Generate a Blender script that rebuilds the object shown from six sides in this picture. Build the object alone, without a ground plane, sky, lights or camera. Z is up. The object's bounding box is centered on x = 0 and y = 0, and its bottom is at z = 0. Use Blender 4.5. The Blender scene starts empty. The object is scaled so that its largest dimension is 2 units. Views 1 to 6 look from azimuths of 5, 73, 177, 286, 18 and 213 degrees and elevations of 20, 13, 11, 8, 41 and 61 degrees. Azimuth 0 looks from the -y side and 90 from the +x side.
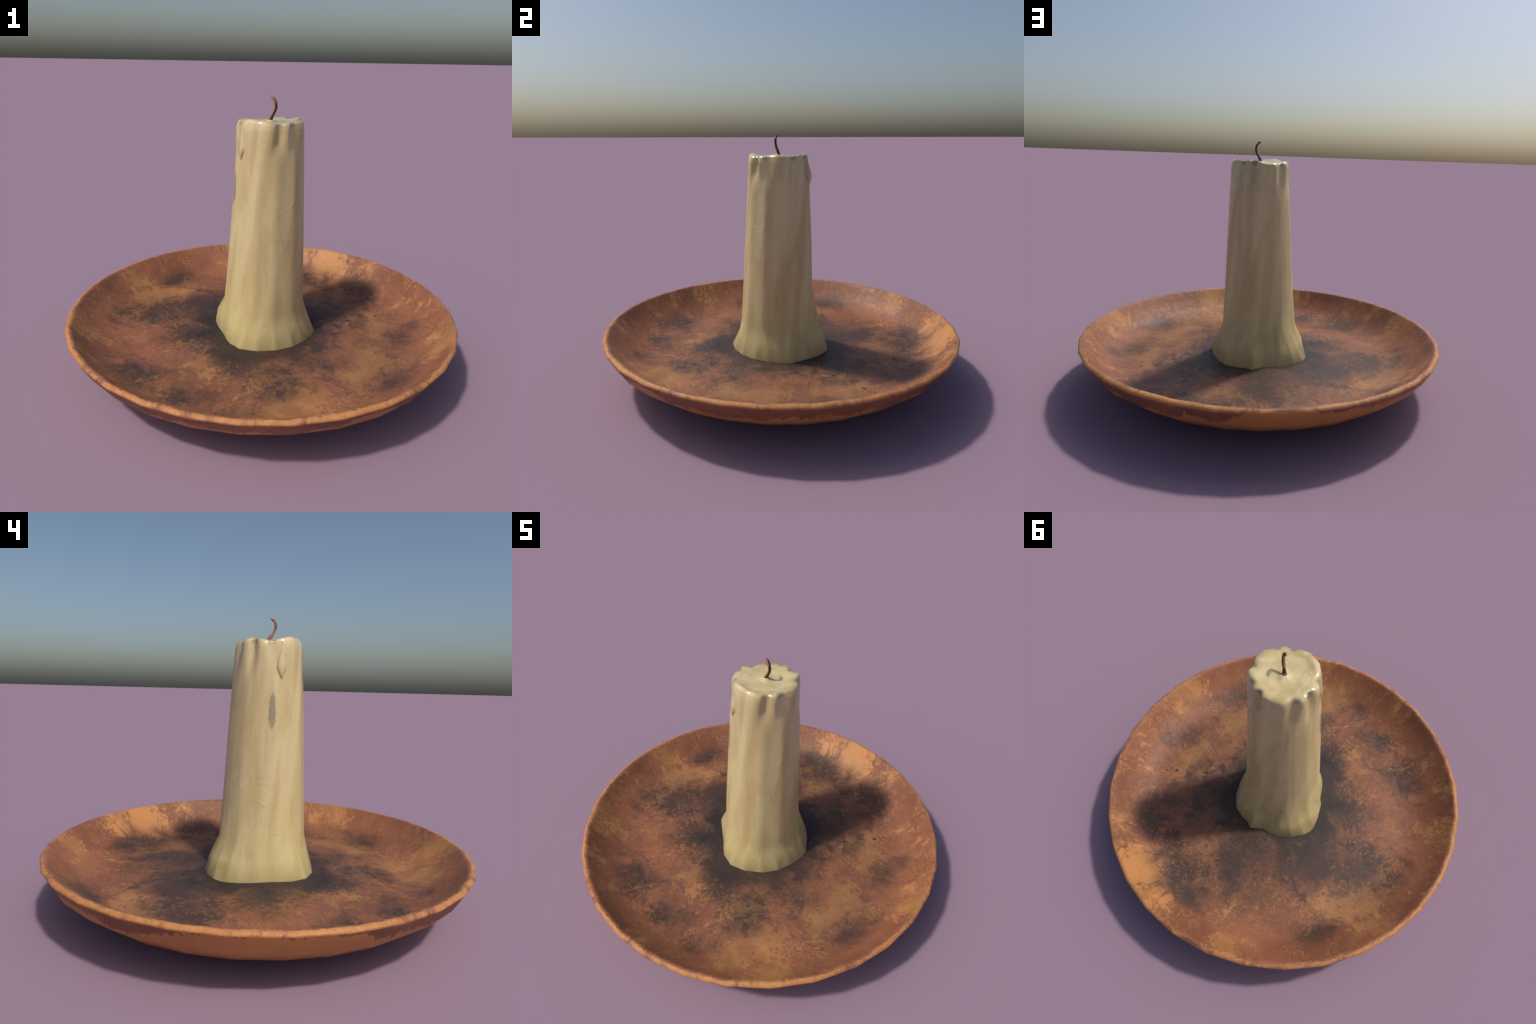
"""Half-burnt ivory candle standing on a low round terracotta dish."""
import bpy, math, random
from mathutils import Vector

random.seed(7)
COL = bpy.context.scene.collection


# ------------------------------------------------------------------ helpers
def make_mesh(name, verts, faces, mats, parent=None, mat_index=None):
    me = bpy.data.meshes.new(name)
    me.from_pydata(verts, [], faces)
    me.validate()
    for m in mats:
        me.materials.append(m)
    for i, p in enumerate(me.polygons):
        p.use_smooth = True
        if mat_index:
            p.material_index = mat_index[i]
    ob = bpy.data.objects.new(name, me)
    COL.objects.link(ob)
    if parent:
        ob.parent = parent
    return ob


class Nodes:
    """Small wrapper so that a material reads like a formula."""

    def __init__(self, name):
        self.mat = bpy.data.materials.new(name)
        self.mat.use_nodes = True
        self.t = self.mat.node_tree
        self.t.nodes.clear()
        self.out = self.t.nodes.new("ShaderNodeOutputMaterial")
        self.bsdf = self.t.nodes.new("ShaderNodeBsdfPrincipled")
        self.t.links.new(self.bsdf.outputs[0], self.out.inputs[0])
        self.pos = self.t.nodes.new("ShaderNodeTexCoord").outputs["Object"]

    def put(self, sock, val):
        if isinstance(val, bpy.types.NodeSocket):
            self.t.links.new(val, sock)
        elif isinstance(val, (tuple, list)) and len(val) == 3 and sock.type == "RGBA":
            sock.default_value = (*val, 1.0)
        else:
            sock.default_value = val

    def math(self, op, a, b=0.0, clamp=False):
        n = self.t.nodes.new("ShaderNodeMath")
        n.operation = op
        n.use_clamp = clamp
        self.put(n.inputs[0], a)
        self.put(n.inputs[1], b)
        return n.outputs[0]

    def add(self, a, b): return self.math("ADD", a, b)
    def sub(self, a, b): return self.math("SUBTRACT", a, b)
    def mul(self, a, b): return self.math("MULTIPLY", a, b)
    def max(self, a, b): return self.math("MAXIMUM", a, b)
    def min(self, a, b): return self.math("MINIMUM", a, b)
    def inv(self, a): return self.math("SUBTRACT", 1.0, a, True)

    def vmath(self, op, a, b=(0, 0, 0)):
        n = self.t.nodes.new("ShaderNodeVectorMath")
        n.operation = op
        self.put(n.inputs[0], a)
        self.put(n.inputs[1], b)
        return n.outputs["Value"] if op in ("DISTANCE", "LENGTH", "DOT_PRODUCT") else n.outputs[0]

    def scale(self, v, s):
        n = self.t.nodes.new("ShaderNodeVectorMath")
        n.operation = "SCALE"
        self.put(n.inputs[0], v)
        self.put(n.inputs["Scale"], s)
        return n.outputs[0]

    def xyz(self, v):
        n = self.t.nodes.new("ShaderNodeSeparateXYZ")
        self.put(n.inputs[0], v)
        return n.outputs

    def vec(self, x, y, z):
        n = self.t.nodes.new("ShaderNodeCombineXYZ")
        for s, v in zip(n.inputs, (x, y, z)):
            self.put(s, v)
        return n.outputs[0]

    def ramp(self, v, lo, hi):
        """0 below lo, 1 above hi (or falling if lo > hi), smooth between."""
        n = self.t.nodes.new("ShaderNodeMapRange")
        n.interpolation_type = "SMOOTHSTEP"
        a, b, o0, o1 = (lo, hi, 0.0, 1.0) if lo < hi else (hi, lo, 1.0, 0.0)
        self.put(n.inputs[0], v)
        n.inputs[1].default_value, n.inputs[2].default_value = a, b
        n.inputs[3].default_value, n.inputs[4].default_value = o0, o1
        return n.outputs[0]

    def noise(self, v, scale, detail=4.0, rough=0.55, dist=0.0, colour=False):
        n = self.t.nodes.new("ShaderNodeTexNoise")
        self.put(n.inputs["Vector"], v)
        n.inputs["Scale"].default_value = scale
        n.inputs["Detail"].default_value = detail
        n.inputs["Roughness"].default_value = rough
        n.inputs["Distortion"].default_value = dist
        return n.outputs["Color" if colour else "Fac"]

    def cells(self, v, scale, feature="DISTANCE_TO_EDGE", rnd=1.0):
        n = self.t.nodes.new("ShaderNodeTexVoronoi")
        n.feature = feature
        self.put(n.inputs["Vector"], v)
        n.inputs["Scale"].default_value = scale
        n.inputs["Randomness"].default_value = rnd
        return n.outputs["Distance"]

    def mix(self, f, a, b, mode="MIX"):
        n = self.t.nodes.new("ShaderNodeMix")
        n.data_type = "RGBA"
        n.blend_type = mode
        self.put(n.inputs[0], f)
        self.put(n.inputs[6], a)
        self.put(n.inputs[7], b)
        return n.outputs[2]

    def warp(self, v, scale, amount, detail=3.0):
        c = self.noise(v, scale, detail, 0.6, 0.0, True)
        return self.vmath("ADD", v, self.scale(self.vmath("SUBTRACT", c, (0.5, 0.5, 0.5)), amount))

    def blobs(self, v, spots):
        """Field that is high near each (x, y, radius, strength) spot."""
        total = None
        for x, y, r, s in spots:
            d = self.vmath("DISTANCE", v, (x, y, 0.0))
            n = self.t.nodes.new("ShaderNodeMapRange")
            n.interpolation_type = "SMOOTHSTEP"
            self.put(n.inputs[0], d)
            n.inputs[1].default_value, n.inputs[2].default_value = 0.0, r
            n.inputs[3].default_value, n.inputs[4].default_value = s, 0.0
            total = n.outputs[0] if total is None else self.max(total, n.outputs[0])
        return total

    def bump(self, height, strength, distance, normal=None):
        n = self.t.nodes.new("ShaderNodeBump")
        n.inputs["Strength"].default_value = strength
        n.inputs["Distance"].default_value = distance
        self.put(n.inputs["Height"], height)
        if normal is not None:
            self.put(n.inputs["Normal"], normal)
        return n.outputs[0]

    def finish(self, colour, rough, normal=None, spec=0.5, **extra):
        self.put(self.bsdf.inputs["Base Color"], colour)
        self.put(self.bsdf.inputs["Roughness"], rough)
        self.put(self.bsdf.inputs["Specular IOR Level"], spec)
        if normal is not None:
            self.put(self.bsdf.inputs["Normal"], normal)
        for k, v in extra.items():
            self.put(self.bsdf.inputs[k.replace("_", " ")], v)
        return self.mat


# ------------------------------------------------------------ clay material
# soot smears and bare ochre patches: (x, y, radius, strength)
SOOT = [(-0.57, 0.13, 0.28, 1.0), (-0.76, 0.05, 0.23, 0.65), (0.20, 0.73, 0.28, 1.0),
        (0.33, 0.66, 0.18, 0.8), (0.58, 0.54, 0.30, 0.7), (-0.08, -0.38, 0.23, 1.0), (0.12, -0.52, 0.20, 0.9),
        (-0.29, -0.63, 0.18, 0.75), (0.31, -0.34, 0.23, 0.65), (0.69, -0.43, 0.20, 0.62),
        (-0.07, -0.76, 0.15, 0.65), (0.84, 0.05, 0.18, 0.5), (-0.55, -0.47, 0.25, 0.75),
        (-0.30, 0.24, 0.34, 1.0), (-0.02, 0.48, 0.32, 0.95), (-0.62, 0.57, 0.14, 0.85),
        (0.44, 0.27, 0.34, 0.8), (0.0, 0.0, 0.57, 1.15), (-0.38, -0.12, 0.25, 0.8), (0.78, -0.05, 0.18, 0.6)]
OCHRE = [(-0.71, 0.32, 0.20, 1.0), (-0.54, 0.42, 0.17, 1.0), (-0.50, -0.33, 0.18, 0.62),
         (-0.22, -0.48, 0.22, 0.72), (0.03, -0.50, 0.16, 0.72), (0.27, -0.64, 0.25, 1.0), (0.15, -0.78, 0.17, 0.85),
         (0.59, -0.27, 0.14, 0.95), (0.50, -0.42, 0.13, 1.0), (0.62, 0.17, 0.20, 0.85),
         (0.91, -0.27, 0.17, 0.85), (0.16, 0.90, 0.17, 1.15), (0.40, 0.85, 0.21, 1.2),
         (0.64, 0.70, 0.17, 0.85), (-0.90, -0.28, 0.16, 0.85), (-0.79, -0.52, 0.13, 0.9),
         (-0.82, 0.43, 0.17, 0.95), (0.36, -0.85, 0.20, 1.1), (-0.29, -0.71, 0.16, 0.7),
         (0.92, -0.14, 0.13, 0.75), (-0.30, -0.89, 0.12, 0.9), (-0.25, 0.91, 0.15, 0.8), (0.18, 0.62, 0.2, 0.55),
         (-0.40, -0.20, 0.16, 0.5), (-0.62, -0.62, 0.12, 0.6), (0.80, 0.30, 0.12, 0.55), (-0.12, 0.72, 0.14, 0.5)]


def clay_material():
    N = Nodes("fired_clay")
    p = N.pos
    x, y, z = N.xyz(p)
    flat = N.vec(x, y, 0.0)
    r = N.vmath("LENGTH", flat)
    # polar coordinates: strokes that run outwards up the wall
    ang = N.math("ARCTAN2", y, x)
    wall_v = N.vec(N.mul(N.math("COSINE", ang), 17.0), N.mul(N.math("SINE", ang), 17.0), N.add(N.mul(r, 6.0), N.mul(z, 9.0)))
    on_wall = N.ramp(r, 0.80, 0.90)
    # outer skin: beyond the middle of the wall's thickness, or below the floor
    outside = N.max(N.ramp(N.sub(r, N.mul(z, 0.85)), 0.757, 0.764), N.ramp(z, 0.127, 0.122))

    # two clay browns, cloudy
    cloud = N.noise(p, 3.2, 5, 0.6, 0.6)
    fine = N.noise(p, 30.0, 7, 0.65, 0.5)
    col = N.mix(N.ramp(cloud, 0.35, 0.68), (0.215, 0.080, 0.041), (0.335, 0.122, 0.062))
    col = N.mix(N.mul(N.ramp(fine, 0.35, 0.75), 0.35), col, (0.20, 0.080, 0.047))

    # ochre: bare patches with torn, curling edges + stray flecks
    w1 = N.warp(flat, 5.0, 0.20, 4)
    field = N.blobs(w1, OCHRE)
    curl = N.noise(N.warp(p, 7.0, 0.14, 4), 12.0, 10, 0.72, 1.6)
    flame = N.noise(N.warp(wall_v, 0.5, 1.6, 3), 1.0, 9, 0.70, 1.5)
    crumb = N.noise(p, 48.0, 6, 0.7, 1.2)
    c = N.add(N.mul(curl, N.inv(on_wall)), N.mul(flame, on_wall))
    drift = N.noise(p, 2.6, 3, 0.5)
    ochre_raw = N.add(N.mul(N.sub(c, 0.5), 1.9), N.mul(N.sub(crumb, 0.5), 0.75))
    ochre_raw = N.add(N.add(ochre_raw, N.mul(N.sub(drift, 0.5), 0.9)), N.mul(field, 0.46))
    ochre = N.ramp(ochre_raw, 0.20, 0.32)
    wisp = N.noise(N.warp(p, 16, 0.07, 3), 27.0, 9, 0.72, 2.2)
    wisp = N.mul(N.ramp(wisp, 0.52, 0.58), N.ramp(N.add(N.noise(p, 5.0, 4), N.mul(field, 0.15)), 0.38, 0.56))
    fur = N.noise(N.warp(wall_v, 1.2, 0.7, 3), 2.6, 8, 0.70, 1.8)
    fur = N.mul(N.ramp(fur, 0.51, 0.58), N.ramp(N.add(N.noise(wall_v, 0.4, 3), N.mul(field, 0.2)), 0.42, 0.58))
    ochre = N.max(ochre, N.mul(fur, N.mul(on_wall, 0.85)))
    ochre = N.max(ochre, N.mul(wisp, N.mul(N.inv(on_wall), 0.8)))
    ochre = N.max(ochre, N.mul(N.ramp(ochre_raw, 0.05, 0.34), 0.30))
    ochre_col = N.mix(N.ramp(N.noise(p, 11, 6, 0.6), 0.35, 0.65), (0.38, 0.170, 0.060), (0.52, 0.240, 0.086))
    # the brightest, cleanest patch by the rim
    clean = N.blobs(w1, [(0.42, 0.83, 0.24, 1.0), (0.16, 0.91, 0.15, 1.0), (0.36, -0.86, 0.2, 0.5)])
    ochre_col = N.mix(N.ramp(clean, 0.2, 0.8), ochre_col, (0.57, 0.252, 0.085))

    # outer skin: ochre slip with a brown, ragged band below the rim
    oz = N.add(z, N.add(N.mul(N.sub(flame, 0.5), 0.13), N.mul(N.sub(crumb, 0.5), 0.02)))
    swell = N.noise(N.vec(N.mul(N.math("COSINE", ang), 1.7), N.mul(N.math("SINE", ang), 1.7), 3.0), 1.0, 2)
    band = N.ramp(N.sub(oz, N.mul(N.sub(swell, 0.5), 0.36)), 0.226, 0.234)
    outer_ochre = N.mul(outside, N.inv(band))
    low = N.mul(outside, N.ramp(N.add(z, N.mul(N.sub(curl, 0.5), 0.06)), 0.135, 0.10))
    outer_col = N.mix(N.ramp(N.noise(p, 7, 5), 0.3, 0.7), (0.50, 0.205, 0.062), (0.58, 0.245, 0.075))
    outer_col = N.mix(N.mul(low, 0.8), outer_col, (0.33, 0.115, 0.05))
    inside_ochre = N.mul(ochre, N.inv(outside))

    col = N.mix(N.mul(inside_ochre, 0.85), col, ochre_col)
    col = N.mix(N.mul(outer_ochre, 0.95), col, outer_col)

    # worn lip, ragged on both sides
    lip_d = N.math("ABSOLUTE", N.sub(r, 0.989))
    lip = N.mul(N.ramp(z, 0.258, 0.268),
                N.ramp(N.add(lip_d, N.mul(N.sub(N.noise(wall_v, 1.8, 6, 0.7), 0.5), 0.05)), 0.012, 0.007))
    lip_z = N.ramp(N.add(z, N.mul(N.sub(N.noise(wall_v, 1.5, 6, 0.7), 0.5), 0.022)), 0.262, 0.267)
    lip = N.max(lip, N.mul(N.ramp(N.add(r, N.mul(N.sub(N.noise(wall_v, 1.1, 6, 0.7), 0.5), 0.05)), 0.980, 0.987), lip_z))
    lip = N.mul(lip, N.ramp(N.noise(wall_v, 0.45, 6, 0.75), 0.38, 0.50))
    col = N.mix(N.mul(lip, 0.85), col, N.mix(N.ramp(fine, 0.35, 0.65), (0.50, 0.205, 0.068), (0.62, 0.275, 0.093)))

    # soot
    w2 = N.warp(N.warp(flat, 2.2, 0.26, 2), 7.0, 0.20, 5)
    smoke = N.blobs(w2, SOOT)
    grain = N.noise(N.warp(p, 14, 0.08, 3), 22.0, 9, 0.72, 0.6)
    murk = N.noise(N.warp(p, 5, 0.15, 3), 6.0, 8, 0.66, 0.4)
    s_raw = N.add(N.add(N.mul(smoke, 0.60), N.mul(N.sub(grain, 0.5), 0.85)), N.mul(N.sub(murk, 0.5), 1.3))
    s_amt = N.ramp(s_raw, -0.02, 0.52)
    s_amt = N.mul(s_amt, N.mul(N.inv(outside), N.ramp(N.add(r, N.mul(N.sub(murk, 0.5), 0.15)), 0.95, 0.80)))
    s_amt = N.mul(s_amt, N.sub(0.93, N.mul(ochre, 0.25)))
    col = N.mix(s_amt, col, (0.042, 0.028, 0.024))
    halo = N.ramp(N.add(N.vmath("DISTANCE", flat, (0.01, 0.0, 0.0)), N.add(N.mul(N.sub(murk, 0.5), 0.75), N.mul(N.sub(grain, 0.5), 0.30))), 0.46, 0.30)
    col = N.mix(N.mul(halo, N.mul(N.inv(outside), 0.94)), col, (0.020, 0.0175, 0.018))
    # general thin film on the floor
    film = N.mul(N.mul(N.ramp(r, 0.92, 0.70), N.inv(outside)), N.ramp(N.noise(p, 2.3, 6, 0.65), 0.30, 0.70))
    col = N.mix(N.mul(film, 0.50), col, (0.085, 0.045, 0.032))

    glint = N.mul(N.mul(wisp, N.inv(on_wall)), N.mul(N.inv(halo), N.inv(outside)))
    col = N.mix(N.mul(glint, 0.26), col, N.mix(0.25, ochre_col, (0.30, 0.15, 0.06)))
    # hairline crazing in the bare patches, small nicks, pale dust
    craze = N.ramp(N.cells(N.warp(p, 12, 0.10, 3), 17.0), 0.020, 0.004)
    craze = N.mul(N.mul(craze, N.inv(outside)), N.mul(N.ramp(field, 0.45, 0.8), N.ramp(N.noise(p, 6.5, 2), 0.45, 0.6)))
    col = N.mix(N.mul(craze, 0.6), col, (0.10, 0.05, 0.03))
    nick = N.blobs(N.vec(N.mul(x, 0.6), y, 0.0), [(0.481 * 0.6, 0.132, 0.010, 1.0), (0.645 * 0.6, 0.219, 0.010, 1.0),
                                                (0.696 * 0.6, 0.249, 0.007, 0.9)])
    col = N.mix(N.ramp(nick, 0.2, 0.5), col, (0.012, 0.011, 0.012))
    dust = N.mul(N.ramp(N.cells(p, 42.0, "F1"), 0.11, 0.06), N.mul(N.ramp(N.noise(p, 5.0, 2), 0.52, 0.66), N.ramp(r, 0.66, 0.4)))
    col = N.mix(N.mul(dust, 0.45), col, (0.35, 0.29, 0.26))

    h = N.add(N.mul(fine, 0.5), N.add(N.mul(curl, 0.6), N.mul(ochre, 0.25)))
    nrm = N.bump(h, 0.35, 0.006)
    rough = N.add(0.46, N.mul(N.ramp(fine, 0.3, 0.7), 0.16))
    return N.finish(col, rough, nrm, 0.35)


# ------------------------------------------------------------- wax material
def wax_material(gloss_z=1.16):
    N = Nodes("ivory_wax")
    p = N.vmath("ADD", N.pos, (0.0, 0.0, 0.147))      # heights above the ground
    x, y, z = N.xyz(p)
    # stretched down the shaft and slowly twisting round it
    ca, sa = N.math("COSINE", N.mul(z, -0.5)), N.math("SINE", N.mul(z, -0.5))
    run = N.vec(N.sub(N.mul(x, ca), N.mul(y, sa)), N.add(N.mul(x, sa), N.mul(y, ca)), N.mul(z, 0.16))
    a = N.noise(run, 11.0, 4, 0.5, 0.5)
    b = N.noise(p, 5.0, 5, 0.6, 0.8)
    fine = N.noise(p, 55.0, 6, 0.6)
    col = N.mix(N.ramp(a, 0.36, 0.64), (0.55, 0.415, 0.19), (0.69, 0.56, 0.29))  # tan and pale streaks painted in to strengthen the flutes' light-and-shade contrast
    col = N.mix(N.mul(N.ramp(b, 0.45, 0.72), 0.35), col, (0.60, 0.42, 0.215))
    col = N.mix(N.mul(N.ramp(fine, 0.4, 0.7), 0.12), col, (0.50, 0.40, 0.22))
    col = N.mix(N.mul(N.ramp(N.add(z, N.mul(N.sub(b, 0.5), 0.3)), 0.50, 0.20), 0.5), col, (0.56, 0.445, 0.19))   # yellower, olive tint low down
    # brownish runs in a few flutes, near the foot
    streak = N.mul(N.ramp(N.noise(run, 13.0, 3, 0.5, 0.4), 0.50, 0.72), N.ramp(z, 0.62, 0.2))
    col = N.mix(N.mul(streak, 0.42), col, (0.37, 0.275, 0.105))
    # sooty notches along the burnt rim
    soot = None
    for deg, off, h in RIM:
        if off < -7:
            t = math.radians(deg)
            dd = N.vmath("DISTANCE", p, (0.028 + 0.146 * math.cos(t), -0.025 + 0.146 * math.sin(t), 1.236))
            f = N.ramp(N.add(dd, N.mul(N.sub(fine, 0.5), 0.02)), 0.027, 0.006)
            soot = f if soot is None else N.max(soot, f)
    col = N.mix(N.mul(soot, 0.68), col, (0.13, 0.14, 0.125))
    # grey rubbed smudge on the flank
    d = N.vec(N.mul(N.sub(x, -0.136), 1.0), N.mul(N.sub(y, -0.092), 1.0), N.mul(N.sub(z, 0.93), 0.20))
    sm = N.ramp(N.add(N.vmath("LENGTH", d), N.mul(N.sub(N.noise(p, 45, 4), 0.5), 0.016)), 0.0205, 0.013)
    col = N.mix(N.mul(sm, N.add(0.45, N.mul(N.noise(p, 90, 3), 0.5))), col, (0.20, 0.17, 0.14))

    # wrinkles and fine cracks in the skin
    crack = N.ramp(N.cells(N.warp(p, 7, 0.14, 4), 6.0), 0.016, 0.0)
    crack = N.mul(crack, N.ramp(N.noise(p, 5.0, 2), 0.52, 0.64))
    crack = N.mul(crack, N.ramp(z, 1.05, 0.75))
    lump = N.mul(N.ramp(N.noise(N.warp(p, 10, 0.08, 3), 24.0, 5, 0.6, 0.8), 0.52, 0.74), N.ramp(N.noise(p, 4.0, 2), 0.44, 0.6))
    pock = N.noise(p, 60.0, 4, 0.6)
    h = N.add(N.sub(N.mul(lump, 0.7), N.mul(crack, 0.6)), N.mul(pock, 0.10))
    nrm = N.bump(h, 0.34, 0.005)
    col = N.mix(N.mul(crack, 0.12), col, (0.33, 0.25, 0.12))
    gloss = N.ramp(z, gloss_z - 0.10, gloss_z)
    return N.finish(col, 0.47, nrm, 0.45, Coat_Weight=N.mul(gloss, 0.8), Coat_Roughness=0.13)


def wick_materials():
    N = Nodes("raw_wick")
    f = N.noise(N.pos, 160, 3)
    raw = N.finish(N.mix(N.ramp(f, 0.4, 0.65), (0.24, 0.085, 0.03), (0.40, 0.16, 0.06)), 0.7, N.bump(f, 0.6, 0.003))
    M = Nodes("charred_wick")
    g = M.noise(M.pos, 160, 3)
    char = M.finish(M.mix(M.ramp(g, 0.55, 0.75), (0.010, 0.009, 0.009), (0.05, 0.03, 0.025)), 0.55, M.bump(g, 0.6, 0.003))
    return raw, char


# --------------------------------------------------------------------- dish
def build_dish():
    # lathe profile (radius, height), from the middle of the floor over the
    # lip, down the outside to the foot; turned in 32 flats
    profile = [(0.25, 0.1465), (0.50, 0.138), (0.712, 0.1302), (0.734, 0.1312), (0.80, 0.139), (0.885, 0.184), (0.938, 0.240),
               (0.967, 0.2735), (0.973, 0.2795), (0.986, 0.2805), (0.999, 0.272), (1.0, 0.267), (0.996, 0.260), (0.957, 0.193), (0.848, 0.109),
               (0.71, 0.050), (0.58, 0.012), (0.49, 0.002), (0.46, 0.0)]
    n = 32
    verts, faces = [(0, 0, 0.149)], []
    for r, z in profile:
        for i in range(n):
            t = 2 * math.pi * i / n
            verts.append((r * math.cos(t), r * math.sin(t), z))
    for i in range(n):
        faces.append((0, 1 + i, 1 + (i + 1) % n))
    for k in range(len(profile) - 1):
        for i in range(n):
            a, b = 1 + k * n + i, 1 + k * n + (i + 1) % n
            faces.append((a, a + n, b + n, b))
    faces.append(tuple(1 + (len(profile) - 1) * n + i for i in reversed(range(n))))
    ob = make_mesh("clay_dish", verts, faces, [clay_material()])
    ob["label"] = "low round terracotta dish, sooty floor and worn ochre lip"
    ob["category"] = "dish"
    return ob


# ------------------------------------------------------------------- candle
def lerp_table(tab, z):
    for (z0, *v0), (z1, *v1) in zip(tab, tab[1:]):
        if z <= z1:
            t = (z - z0) / (z1 - z0)
            return [p + (q - p) * t for p, q in zip(v0, v1)]
    return tab[-1][1:]


# leaning axis and mean radius by height
AXIS = [(0.147, 0.0, 0.0), (0.235, 0.008, -0.010), (0.325, 0.014, -0.015), (0.50, 0.020, -0.0165),
        (0.75, 0.0255, -0.0185), (1.0, 0.0285, -0.021), (1.26, 0.030, -0.023)]
RADIUS = [(0.30, 0.208), (0.325, 0.2075), (0.50, 0.196), (0.75, 0.183), (1.0, 0.1695), (1.1, 0.1635), (1.165, 0.159),
          (1.24, 0.155), (1.30, 0.15)]

# melted foot: corners of its outline (degrees, radius from the dish centre)
FOOT = [(353, .293), (15, .277), (33, .283), (50, .291), (65, .278), (72, .270), (81, .283), (94, .246), (106, .254),
        (118, .260), (133, .268), (149, .275), (158, .274), (163, .270), (176, .250), (189, .233), (212, .221),
        (225, .236), (236, .256), (253, .276), (271, .275), (292, .274), (311, .275), (329, .277), (341, .283)]
# the flare half way up to the shaft
FLARE = [.252, .246, .249, .262, .254, .243, .242, .207, .217, .227, .235, .235, .222, .231, .230, .229, .209, .219, .241, .236, .245, .248, .231, .239, .246]
# flute directions on the shaft, and how far each ridge / valley stands off
FLUTE = [358, 15, 30, 45, 57, 69, 80, 93, 105, 117, 130, 142, 153, 164, 177, 190, 204, 226, 243, 258, 271, 285, 303,
         319, 341]
OFF_NECK = [2, 4, 9, 22, 30, 26, 11, -2, -2, 2, 4, 0, 0, 4, 1, 0, -4, -13, -7, 4, 0, 3, -4, 4, -2]
OFF_LOW = [-1, -3, -2, 5, 1, -4, -3, 0, 1, 3, 4, 2, 2, 4, 2, 1, 4, -9, -6, 5, 0, 4, -5, 3, 1]
OFF_MID = [-1, -3, -2, 0, 5, 3, -3, -1, 1, 3, 4, 2, 2, 4, 1, 0, 5, -9, -6, 5, 0, 4, -5, 3, 0]
OFF_HIGH = [0, -2, 0, 2, 3, 6, 9, -3, 0, 3, 4, 0, 1, 3, 0, -2, 4, -7, -4, 4, -1, 3, -6, 3, -2]
# burnt rim: direction, stand-off (mm) and height above 1.24 m (mm) of each tooth and notch
RIM = [(358, 3, 0), (16, -14, -4), (30, 5, 7), (40, -2, 3), (53, -16, -3), (66, 6, 5), (77, -20, 3), (86, 1, 1),
       (104, -5, -9), (122, 5, -8), (139, -18, -10), (150, 6, -3), (159, 2, 1), (168, -22, 3), (179, 4, -2),
       (190, 5, -6), (200, -9, -8), (218, 1, 3), (234, 5, 9), (258, 5, 7), (278, 5, -4), (289, -22, -6),
       (303, 3, -2), (317, -14, -1), (341, 6, 5)]


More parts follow.
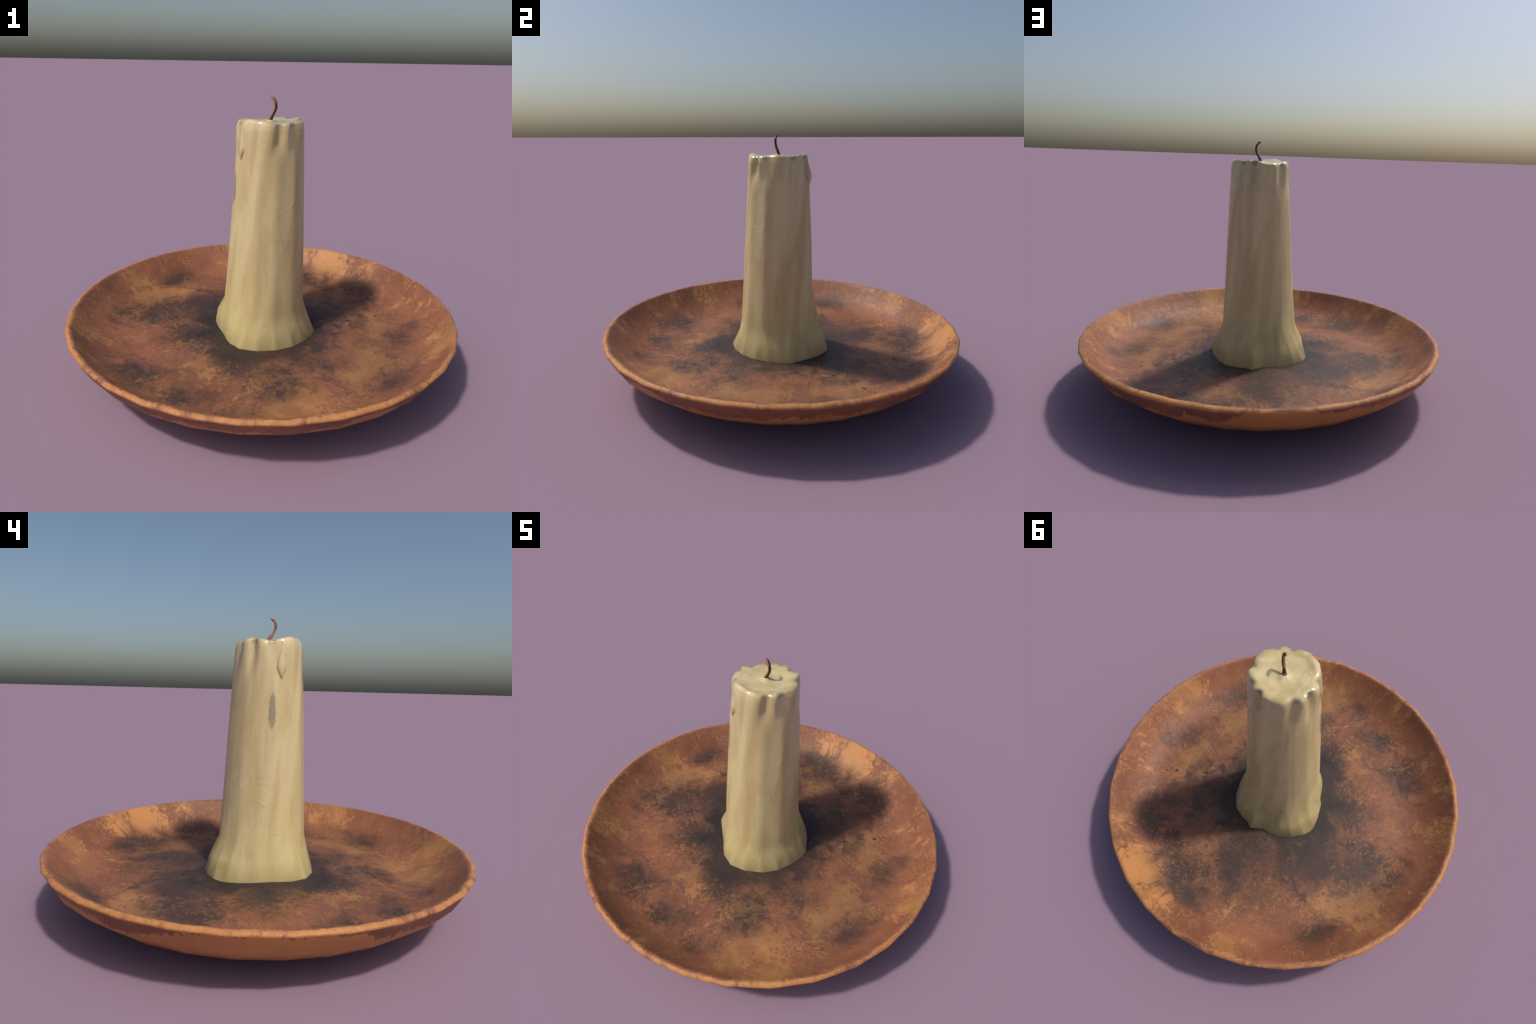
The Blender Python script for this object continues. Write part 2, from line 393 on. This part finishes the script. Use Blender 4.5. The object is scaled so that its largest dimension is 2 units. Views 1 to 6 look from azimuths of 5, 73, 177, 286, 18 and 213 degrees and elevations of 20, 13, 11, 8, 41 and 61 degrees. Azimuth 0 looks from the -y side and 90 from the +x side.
def build_candle(wax):
    root = bpy.data.objects.new("candle", None)
    root.location = (0, 0, 0.147)
    COL.objects.link(root)
    root["label"] = "half-burnt ivory candle with fluted sides and melted foot"
    root["category"] = "candle"

    n = len(FOOT)
    rows = []

    def polar(cx, cy, a, r, z):
        t = math.radians(a)
        return (cx + r * math.cos(t), cy + r * math.sin(t), z)

    def blend_angle(a, b, t):
        d = (b - a + 180) % 360 - 180
        return a + d * t

    rows.append([polar(0, 0, a, r * 0.99, 0.1375) for a, r in FOOT])
    rows.append([polar(0, 0, a, r, 0.149) for a, r in FOOT])
    # straight, creased flare: one ring half way up, then the shaft
    row = []
    for i, (a, r) in enumerate(FOOT):
        row.append(polar(0, 0, blend_angle(a, FLUTE[i], 0.4), FLARE[i] + (0.006 if a in (189, 176) else 0.0), 0.236))
    rows.append(row)

    def shaft(z, offs, k=1.0, angs=None, rim_t=0.0):
        cx, cy = lerp_table(AXIS, z)
        r0 = lerp_table(RADIUS, z)[0]
        row = []
        for i in range(n):
            a = blend_angle(FLUTE[i], RIM[i][0], rim_t)
            o = offs[i] * 0.001 * k * (1 - rim_t) + RIM[i][1] * 0.001 * rim_t
            row.append(polar(cx, cy, a, r0 + o, z))
        return row

    rows.append(shaft(0.318, OFF_NECK))
    rows.append(shaft(0.50, OFF_LOW))
    rows.append(shaft(0.75, OFF_MID))
    rows.append(shaft(0.92, [(a + b) / 2 for a, b in zip(OFF_MID, OFF_HIGH)]))
    for z, t in ((1.04, 0.02), (1.085, 0.16), (1.125, 0.50), (1.165, 0.85), (1.205, 1.12)):
        rows.append(shaft(z, OFF_HIGH, 1.0, rim_t=t))
    cx, cy = lerp_table(AXIS, 1.24)
    rows.append([polar(cx, cy, a, 0.1535 + o * 0.00085, 1.232 + h * 0.0010) for a, o, h in RIM])
    rows.append([polar(cx, cy, a, 0.147 + o * 0.00055, 1.244 + h * 0.0012) for a, o, h in RIM])
    # sunken melt pool with a little cone round the wick
    rows.append([polar(cx, cy, a, 0.122 + o * 0.0003, 1.2395 + h * 0.0004) for a, o, h in RIM])
    ripple = lambda i, k: 0.0016 * math.sin(1.3 * i + k) + 0.0012 * math.sin(0.5 * i + 2.1 * k)
    rows.append([polar(cx, cy, a, 0.098, 1.2375 + ripple(i, 0)) for i, (a, o, h) in enumerate(RIM)])
    rows.append([polar(cx, cy, a, 0.070, 1.2360 + ripple(i, 1.9)) for i, (a, o, h) in enumerate(RIM)])
    rows.append([polar(0.027, -0.018, a, 0.042, 1.2350 + ripple(i, 4.0)) for i, (a, o, h) in enumerate(RIM)])
    rows.append([polar(0.026, -0.016, a, 0.024, 1.2365 + ripple(i, 5.3)) for i, (a, o, h) in enumerate(RIM)])
    rows.append([polar(0.026, -0.015, a, 0.013, 1.242) for a, o, h in RIM])

    # extra columns keep the facets flat between softly rounded ridges
    def facet(row):
        crease = 0.16 if row[0][2] < 0.30 else 0.40        # the foot is more sharply folded
        fine = []
        for p, q in zip(row, row[1:] + row[:1]):
            for t in (0.0, crease, 1.0 - crease):
                fine.append(tuple(u + (w - u) * t for u, w in zip(p, q)))
        return fine

    rows = [facet(row) for row in rows]
    n *= 3
    verts = [v for row in rows for v in row]
    faces = []
    for k in range(len(rows) - 1):
        for i in range(n):
            a, b = k * n + i, k * n + (i + 1) % n
            faces.append((a, b, b + n, a + n))
    top = len(verts)
    verts.append((0.026, -0.015, 1.243))
    base = (len(rows) - 1) * n
    for i in range(n):
        faces.append((base + i, base + (i + 1) % n, top))
    faces.append(tuple(reversed(range(n))))
    body = make_mesh("wax_body", [(v[0], v[1], v[2] - 0.147) for v in verts], faces, [wax], root)
    return root, body


def build_drip(wax, root, angle, top_z, low_z, width, bulge, r_top, r_low, sink):
    """A frozen wax run: kite-shaped, raised, widest near its lower end."""
    cx, cy = 0.028, -0.025
    t = math.radians(angle)
    out = Vector((math.cos(t), math.sin(t), 0))
    side = Vector((-math.sin(t), math.cos(t), 0))
    c = Vector((cx, cy, 0))
    stations = [(0.0, 0.08, 0.1), (0.25, 0.33, 0.40), (0.45, 0.64, 0.75), (0.63, 0.95, 1.0), (0.75, 1.0, 0.8),
                (0.89, 0.50, 0.15), (1.0, 0.04, -0.9)]
    across = [-1, -0.72, 0.0, 0.72, 1]
    verts, faces = [], []
    for s, w, h in stations:
        z = top_z + (low_z - top_z) * s
        r = r_top + (r_low - r_top) * s
        for k in across:
            lift = bulge * h * (1 - abs(k) ** 3) - (sink if abs(k) == 1 else 0.0)
            v = c + out * (r + lift - 0.06 * (k * w * width) ** 2 / max(width, 1e-6)) + side * (k * w * width)
            verts.append((v.x, v.y, z - 0.147))
    m = len(across)
    for i in range(len(stations) - 1):
        for j in range(m - 1):
            a = i * m + j
            faces.append((a, a + m, a + m + 1, a + 1))
    # close the back inside the shaft
    back = []
    for s in (0.0, 1.0):
        v = c + out * (r_top - 0.02)
        back.append(len(verts))
        verts.append((v.x, v.y, top_z + (low_z - top_z) * s - 0.147))
    last = len(stations) - 1
    for i in range(last):
        faces.append((i * m, back[0] if i < last / 2 else back[1], (i + 1) * m))
        faces.append((i * m + m - 1, (i + 1) * m + m - 1, back[0] if i < last / 2 else back[1]))
    return make_mesh("wax_drip", verts, faces, [wax], root)


def build_wick(root, mats):
    path = [(.026, -.0145, 1.232), (.030, -.019, 1.248), (.038, -.028, 1.264), (.049, -.039, 1.284), (.0545, -.0455, 1.302),
            (.0535, -.0475, 1.319), (.0475, -.044, 1.332), (.039, -.036, 1.342), (.031, -.0285, 1.3455)]
    radius = [.0125, .0098, .0082, .0074, .0074, .0076, .0076, .0070, .0045]
    k = 8
    pts = [Vector(p) for p in path]
    verts, faces, mi = [], [], []
    for i, p in enumerate(pts):
        d = (pts[min(i + 1, len(pts) - 1)] - pts[max(i - 1, 0)]).normalized()
        u = Vector((-0.94, -0.34, 0)) - d * d.dot(Vector((-0.94, -0.34, 0)))
        if u.length < 0.2:
            u = Vector((0, 0, 1)) - d * d.z
        u.normalize()
        v = d.cross(u)
        for j in range(k):
            t = 2 * math.pi * j / k
            q = p + (u * math.cos(t) * 1.0 + v * math.sin(t) * 0.85) * radius[i] * (1 + 0.14 * math.sin(2.3 * i + 1.7 * j))
            verts.append((q.x, q.y, q.z - 0.147))
    for i in range(len(pts) - 1):
        for j in range(k):
            a, b = i * k + j, i * k + (j + 1) % k
            faces.append((a, b, b + k, a + k))
            raw = j in (7, 0) or (j == 6 + 2 * (i % 2) - 2 * (i % 3 == 0)) or (i >= 5 and j in (6, 1)) or i < 1
            mi.append(0 if raw else 1)
    faces.append(tuple(range((len(pts) - 1) * k, len(pts) * k)))
    mi.append(0)
    faces.append(tuple(reversed(range(k))))
    mi.append(1)
    return make_mesh("wick", verts, faces, mats, root, mi)


build_dish()
wax_mat = wax_material()
candle, wax_body = build_candle(wax_mat)
build_drip(wax_mat, candle, 217, 1.234, 1.070, 0.025, 0.005, 0.153, 0.1645, 0.008)
build_drip(wax_mat, candle, 66, 1.238, 1.084, 0.028, 0.015, 0.154, 0.180, 0.014)
build_wick(candle, list(wick_materials()))
